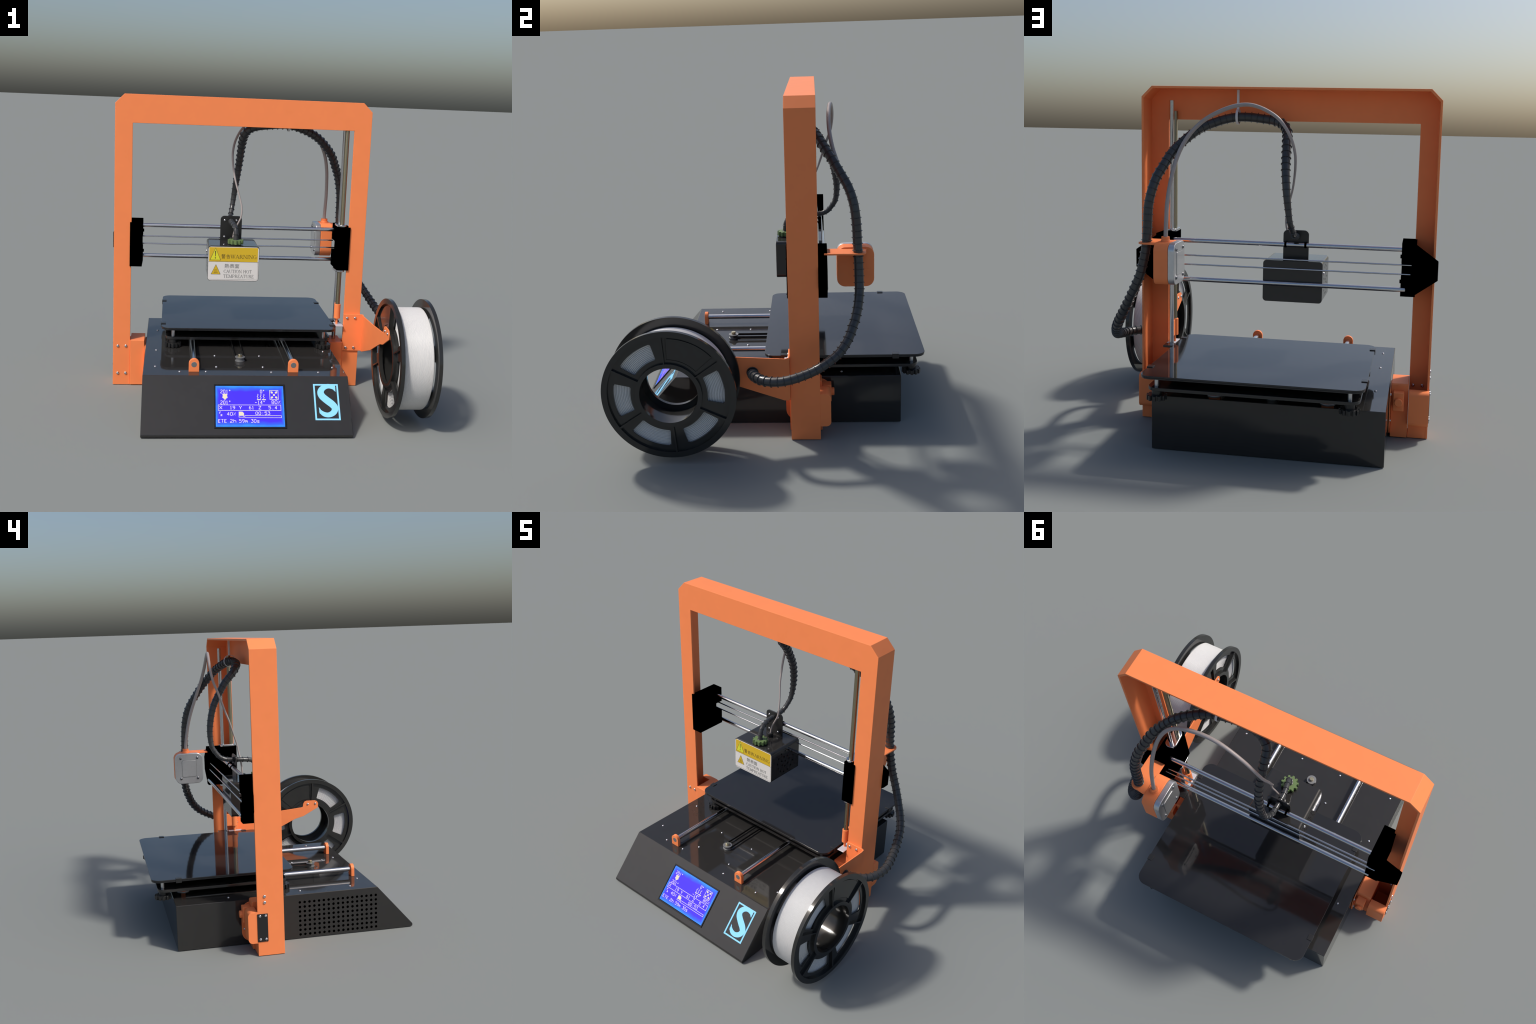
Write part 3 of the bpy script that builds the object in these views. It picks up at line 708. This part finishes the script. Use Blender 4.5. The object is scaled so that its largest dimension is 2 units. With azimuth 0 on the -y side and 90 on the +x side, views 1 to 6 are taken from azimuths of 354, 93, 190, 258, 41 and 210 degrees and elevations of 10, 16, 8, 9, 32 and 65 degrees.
tube_pts = [(0.5100, 0.5175, 1.105), (0.5090, 0.5165, 1.160), (0.5097, 0.5066, 1.2307), (0.5095, 0.4905, 1.3192), (0.5038, 0.4680, 1.4078), (0.4930, 0.4370, 1.5019),
            (0.4710, 0.4060, 1.5954), (0.4373, 0.3820, 1.6727), (0.3851, 0.3690, 1.7434), (0.3033, 0.3655, 1.8088), (0.1840, 0.3712, 1.8621), (0.0850, 0.3800, 1.8785),
            (0.0019, 0.3880, 1.8611), (-0.0830, 0.3950, 1.8157), (-0.1349, 0.3950, 1.7595), (-0.1720, 0.3845, 1.6868), (-0.1880, 0.3580, 1.6124), (-0.1876, 0.3342, 1.5429),
            (-0.1788, 0.3087, 1.4716), (-0.1657, 0.2819, 1.4050), (-0.1413, 0.2535, 1.3195), (-0.1240, 0.2280, 1.2450), (-0.1254, 0.2170, 1.1845), (-0.1406, 0.2100, 1.1456),
            (-0.1660, 0.2070, 1.0950), (-0.1760, 0.2050, 1.0528), (-0.1795, 0.2035, 1.020)]
at2, LN2 = spline(tube_pts, 0.01)
st = []
for k in range(131):
    d = LN2 * k / 130
    t = max(0, min(1, (d / LN2 - 0.45) / 0.4))
    st.append((d, 0.0118 * (1 - t) + 0.0055 * t))
finish(sweep_bm(at2, st, 16), "filament_tube", TUBE, printer, 60)

tie = prism("tie_strap", [(0.1665, 1.9670), (0.1665, 1.8560), (0.1800, 1.8560), (0.1800, 1.9670)], "y", 0.1990, 0.2130, TIE, printer, 0.001)
lathe("tie_loop", [(0.0410, 0.1670), (0.0442, 0.1670), (0.0442, 0.1805), (0.0410, 0.1805)], TIE, printer, 40, "x", (0, 0.2030, 1.8150), closed=True)

# ---------------------------------------------------------------- moving bed
PX0, PX1, PY0, PY1 = -0.6560, 0.5370, -0.0370, 0.9150
bed = prism("build_plate", rrect(PX0, PX1, PY0, PY1, 0.062, 12), "z", 0.4415, 0.4510, GLASS, printer, 0.0015, 2)
prism("heater_plate", rrect(PX0 + .002, PX1 - .002, PY0 + .002, PY1 - .002, 0.061, 12), "z", 0.4330, 0.4407, GLASS, printer, 0.0012, 2)
prism("carrier_plate", rrect(-0.6300, 0.5060, 0.0050, 0.8750, 0.055, 12), "z", 0.3590, 0.3770, BLACK, printer, 0.0015, 2)
knob_poly = []
for k in range(12):
    c = 2 * math.pi * k / 12
    for da, r in ((-0.17, 0.0440), (-0.15, 0.0545), (0, 0.0560), (0.15, 0.0545), (0.17, 0.0440)):
        knob_poly.append((r * math.cos(c + da), r * math.sin(c + da)))
kb = prism_bm(knob_poly, "z", 0.3065, 0.3330, 0.0008, 1)
lathe_bm([(0, 0.3335), (0.0270, 0.3335), (0.0270, 0.3560), (0.0245, 0.3588), (0, 0.3588)], 28, bm=kb)
knob0 = None
for x in (-0.5755, 0.4565):
    for y in (0.0370, 0.8390):
        if knob0 is None:
            knob0 = finish(kb, "levelling_knob", DARK, printer, 35, weighted=True); knob0.location = (x, y, 0)
            st0 = rod("standoff", "z", (0, 0), 0.3770, 0.4330, 0.0115, ALU, printer, 20, 0.0005); st0.location = (x, y, 0)
        else:
            instance(knob0, "levelling_knob", (x, y, 0), None, None, printer)
            instance(st0, "standoff", (x, y, 0), None, None, printer)
# glass clips: an L folded over the plate's edge
for sx in (0, 1):
    for y in (0.0820, 0.7385):
        xe = PX0 if sx == 0 else PX1
        s = 1 if sx == 0 else -1
        pts = [(xe - s * 0.0035, 0.4260), (xe - s * 0.0035, 0.4555), (xe + s * 0.0300, 0.4555), (xe + s * 0.0300, 0.4515), (xe - s * 0.0004, 0.4515), (xe - s * 0.0004, 0.4260)]
        prism("plate_clip", pts if s > 0 else pts[::-1], "y", y - 0.0190, y + 0.0190, DARK, printer, 0.0008)

for x in (-0.4463, 0.1737):
    rod("bed_rod", "y", (x, 0.3505), -0.4930, 0.6950, 0.0162, STEEL, printer)
    for y0, y1, hz in ((-0.5133, -0.4905, 1.0), (0.6800, 0.7030, 0.10)):
        pts = [(x - 0.0322, BZ)] + [(x + 0.0322 * math.cos(math.radians(a)), 0.3545 + hz * 0.0322 * math.sin(math.radians(a))) for a in range(180, -1, -10)] + [(x + 0.0322, BZ)]
        rb = prism("rod_holder", pts, "y", y0, y1, ORANGE, printer, 0.0018)
    rod("rod_end", "y", (x, 0.3505), -0.5140, -0.5040, 0.0172, GRAY, printer, 32, 0.0005)
    rod("pale_disc", "z", (x, 0.6915), BZ, BZ + 0.006, 0.0430, PALE, printer, 40)
for y in (-0.2845, 0.690):
    lathe("belt_pulley", [(0, BZ + .001), (0.0315, BZ + .001), (0.0315, BZ + .007), (0.027, BZ + .0085), (0.027, BZ + .0235), (0.0325, BZ + .0255), (0.0325, BZ + .0290), (0, BZ + .0290)], GRAY, printer, 36, "z", (-0.1440, y, 0))
    lathe("pulley_bolt", [(0, BZ + .0292), (0.0145, BZ + .0292), (0.0145, BZ + .044), (0.0125, BZ + .046), (0, BZ + .046)], BRASSBOLT, printer, 20, "z", (-0.1440, y, 0))
for x in (-0.1735, -0.1170):
    box("bed_belt", x - 0.0017, x + 0.0017, -0.2845, 0.690, BZ + .0085, BZ + .0232, DARK, printer, 0)

# ---------------------------------------------------------------- filament spool (lifts off the arm)
spool = empty("filament_spool")
spool["label"] = "black plastic spool wound with white filament"
spool["category"] = "filament spool"
CY, CZ, RO, RB = -0.537, 0.412, 0.3727, 0.161
spool.location = (0.875, CY, CZ - RO)
SP = Matrix.Translation(Vector((0, 0, 0)))
RIBS = [34.4 + 60 * k for k in range(6)]
WINDOWS = [(106.3, 148.0), (167.6, 205.2), (224.6, 269.0), (287.6, 331.2), (349.6, 387.6)]
def inside(t, a, b): return a <= t <= b or a <= t + 360 <= b
def flange(xin, xout):
    sgn = 1 if xout > xin else -1
    thick = abs(xout - xin)
    rs = [RB, 0.185, 0.2045, 0.2090, 0.2130, 0.2165, 0.24, 0.27, 0.3040, 0.3080, 0.3265, 0.3305, 0.340, RO]
    ts = set(round(2.5 * k, 3) for k in range(144))
    for a, b in WINDOWS:
        for q in (a, b, a + 1.4, b - 1.4): ts.add(round(q % 360, 3))
    for r in RIBS:
        ts.add(r - 0.9); ts.add(r + 0.9)
    for q in (41.0, 42.2, 89.2, 90.4): ts.add(q)
    ts = sorted(ts)
    out = [ts[0]]
    for q in ts[1:]:
        if q - out[-1] > 0.25: out.append(q)
    ts = out
    def height(r, t):
        if r < 0.185 or r > 0.340: return thick
        if any(abs(t - a) < 0.9 for a in RIBS): return thick - 0.0015
        if 0.2130 < r < 0.308:
            for a, b in WINDOWS:
                if inside(t, a, b):
                    corner = (r < 0.2165 or r > 0.3040) and not inside(t, a + 1.4, b - 1.4)
                    return thick - 0.0155 if corner else None
        if 41.0 < t < 90.4 and 0.2045 < r < 0.3305:
            if t < 42.2 or t > 89.2 or r < 0.2090 or r > 0.3265: return thick - 0.0195
            return thick - 0.0120
        return thick - 0.0155
    bm = bmesh.new()
    nr, nt = len(rs) - 1, len(ts)
    hh = [[height((rs[i] + rs[i + 1]) / 2, ((ts[j] + (ts[j + 1] if j + 1 < nt else ts[0] + 360)) / 2) % 360) for j in range(nt)] for i in range(nr)]
    cache = {}
    def V(i, j, h):
        key = (i, j % nt, round(h, 5))
        if key not in cache:
            t = math.radians(ts[j % nt])
            cache[key] = bm.verts.new((xin + sgn * h, CY + rs[i] * math.cos(t), CZ + rs[i] * math.sin(t)))
        return cache[key]
    for i in range(nr):
        for j in range(nt):
            h = hh[i][j]
            if h is not None:
                bm.faces.new((V(i, j, h), V(i + 1, j, h), V(i + 1, j + 1, h), V(i, j + 1, h)))
                bm.faces.new((V(i, j, 0), V(i, j + 1, 0), V(i + 1, j + 1, 0), V(i + 1, j, 0)))
            a = h if h is not None else 0.0
            for (i2, j2, e) in ((i + 1, j, ((i + 1, j), (i + 1, j + 1))), (i, j + 1, ((i, j + 1), (i + 1, j + 1)))):
                h2 = (hh[i2][j2 % nt] or 0.0) if i2 < nr else 0.0
                if abs(a - h2) > 1e-6:
                    (p, q) = e
                    bm.faces.new((V(*p, a), V(*q, a), V(*q, h2), V(*p, h2)))
            if i == 0 and a > 0:
                bm.faces.new((V(0, j, a), V(0, j + 1, a), V(0, j + 1, 0), V(0, j, 0)))
    o = finish(bm, "spool_flange", REEL, None, 25)
    o.parent = spool; o.matrix_parent_inverse = Matrix.Translation(-spool.location)
    return o
flange(0.7735, 0.7500)
flange(0.9765, 1.0000)
def spool_part(name, prof, mat, n, smooth=35):
    o = lathe(name, prof, mat, None, n, "x", (0, CY, CZ), smooth, True)
    o.parent = spool; o.matrix_parent_inverse = Matrix.Translation(-spool.location)
spool_part("spool_hub", [(0.195, 0.7737), (0.204, 0.7737), (0.204, 0.9763), (0.195, 0.9763)], REEL, 72)
wind = []
x0, x1, r0, r1 = 0.7845, 0.9655, 0.2045, 0.3200
N = 13                                                   # turns seen on the side
for k in range(N):
    a = r0 + (r1 - r0) * k / N; d = (r1 - r0) / N
    wind += [(a, x0 + 0.0065), (a + d * 0.16, x0 + 0.0018), (a + d * 0.36, x0 + 0.0002), (a + d * 0.64, x0 + 0.0002), (a + d * 0.84, x0 + 0.0018)]
N2 = 34                                                  # turns across the width
for k in range(N2):
    a = x0 + 0.002 + (x1 - x0 - 0.004) * k / N2; d = (x1 - x0 - 0.004) / N2
    wind += [(r1 - 0.0016, a + d * 0.02), (r1 - 0.0004, a + d * 0.22), (r1, a + d * 0.45), (r1, a + d * 0.55), (r1 - 0.0004, a + d * 0.78)]
for k in reversed(range(N)):
    a = r0 + (r1 - r0) * k / N; d = (r1 - r0) / N
    wind += [(a + d, x1 - 0.0065), (a + d * 0.84, x1 - 0.0018), (a + d * 0.64, x1 - 0.0002), (a + d * 0.36, x1 - 0.0002), (a + d * 0.16, x1 - 0.0018)]
spool_part("wound_filament", wind, FILA, 120, 60)
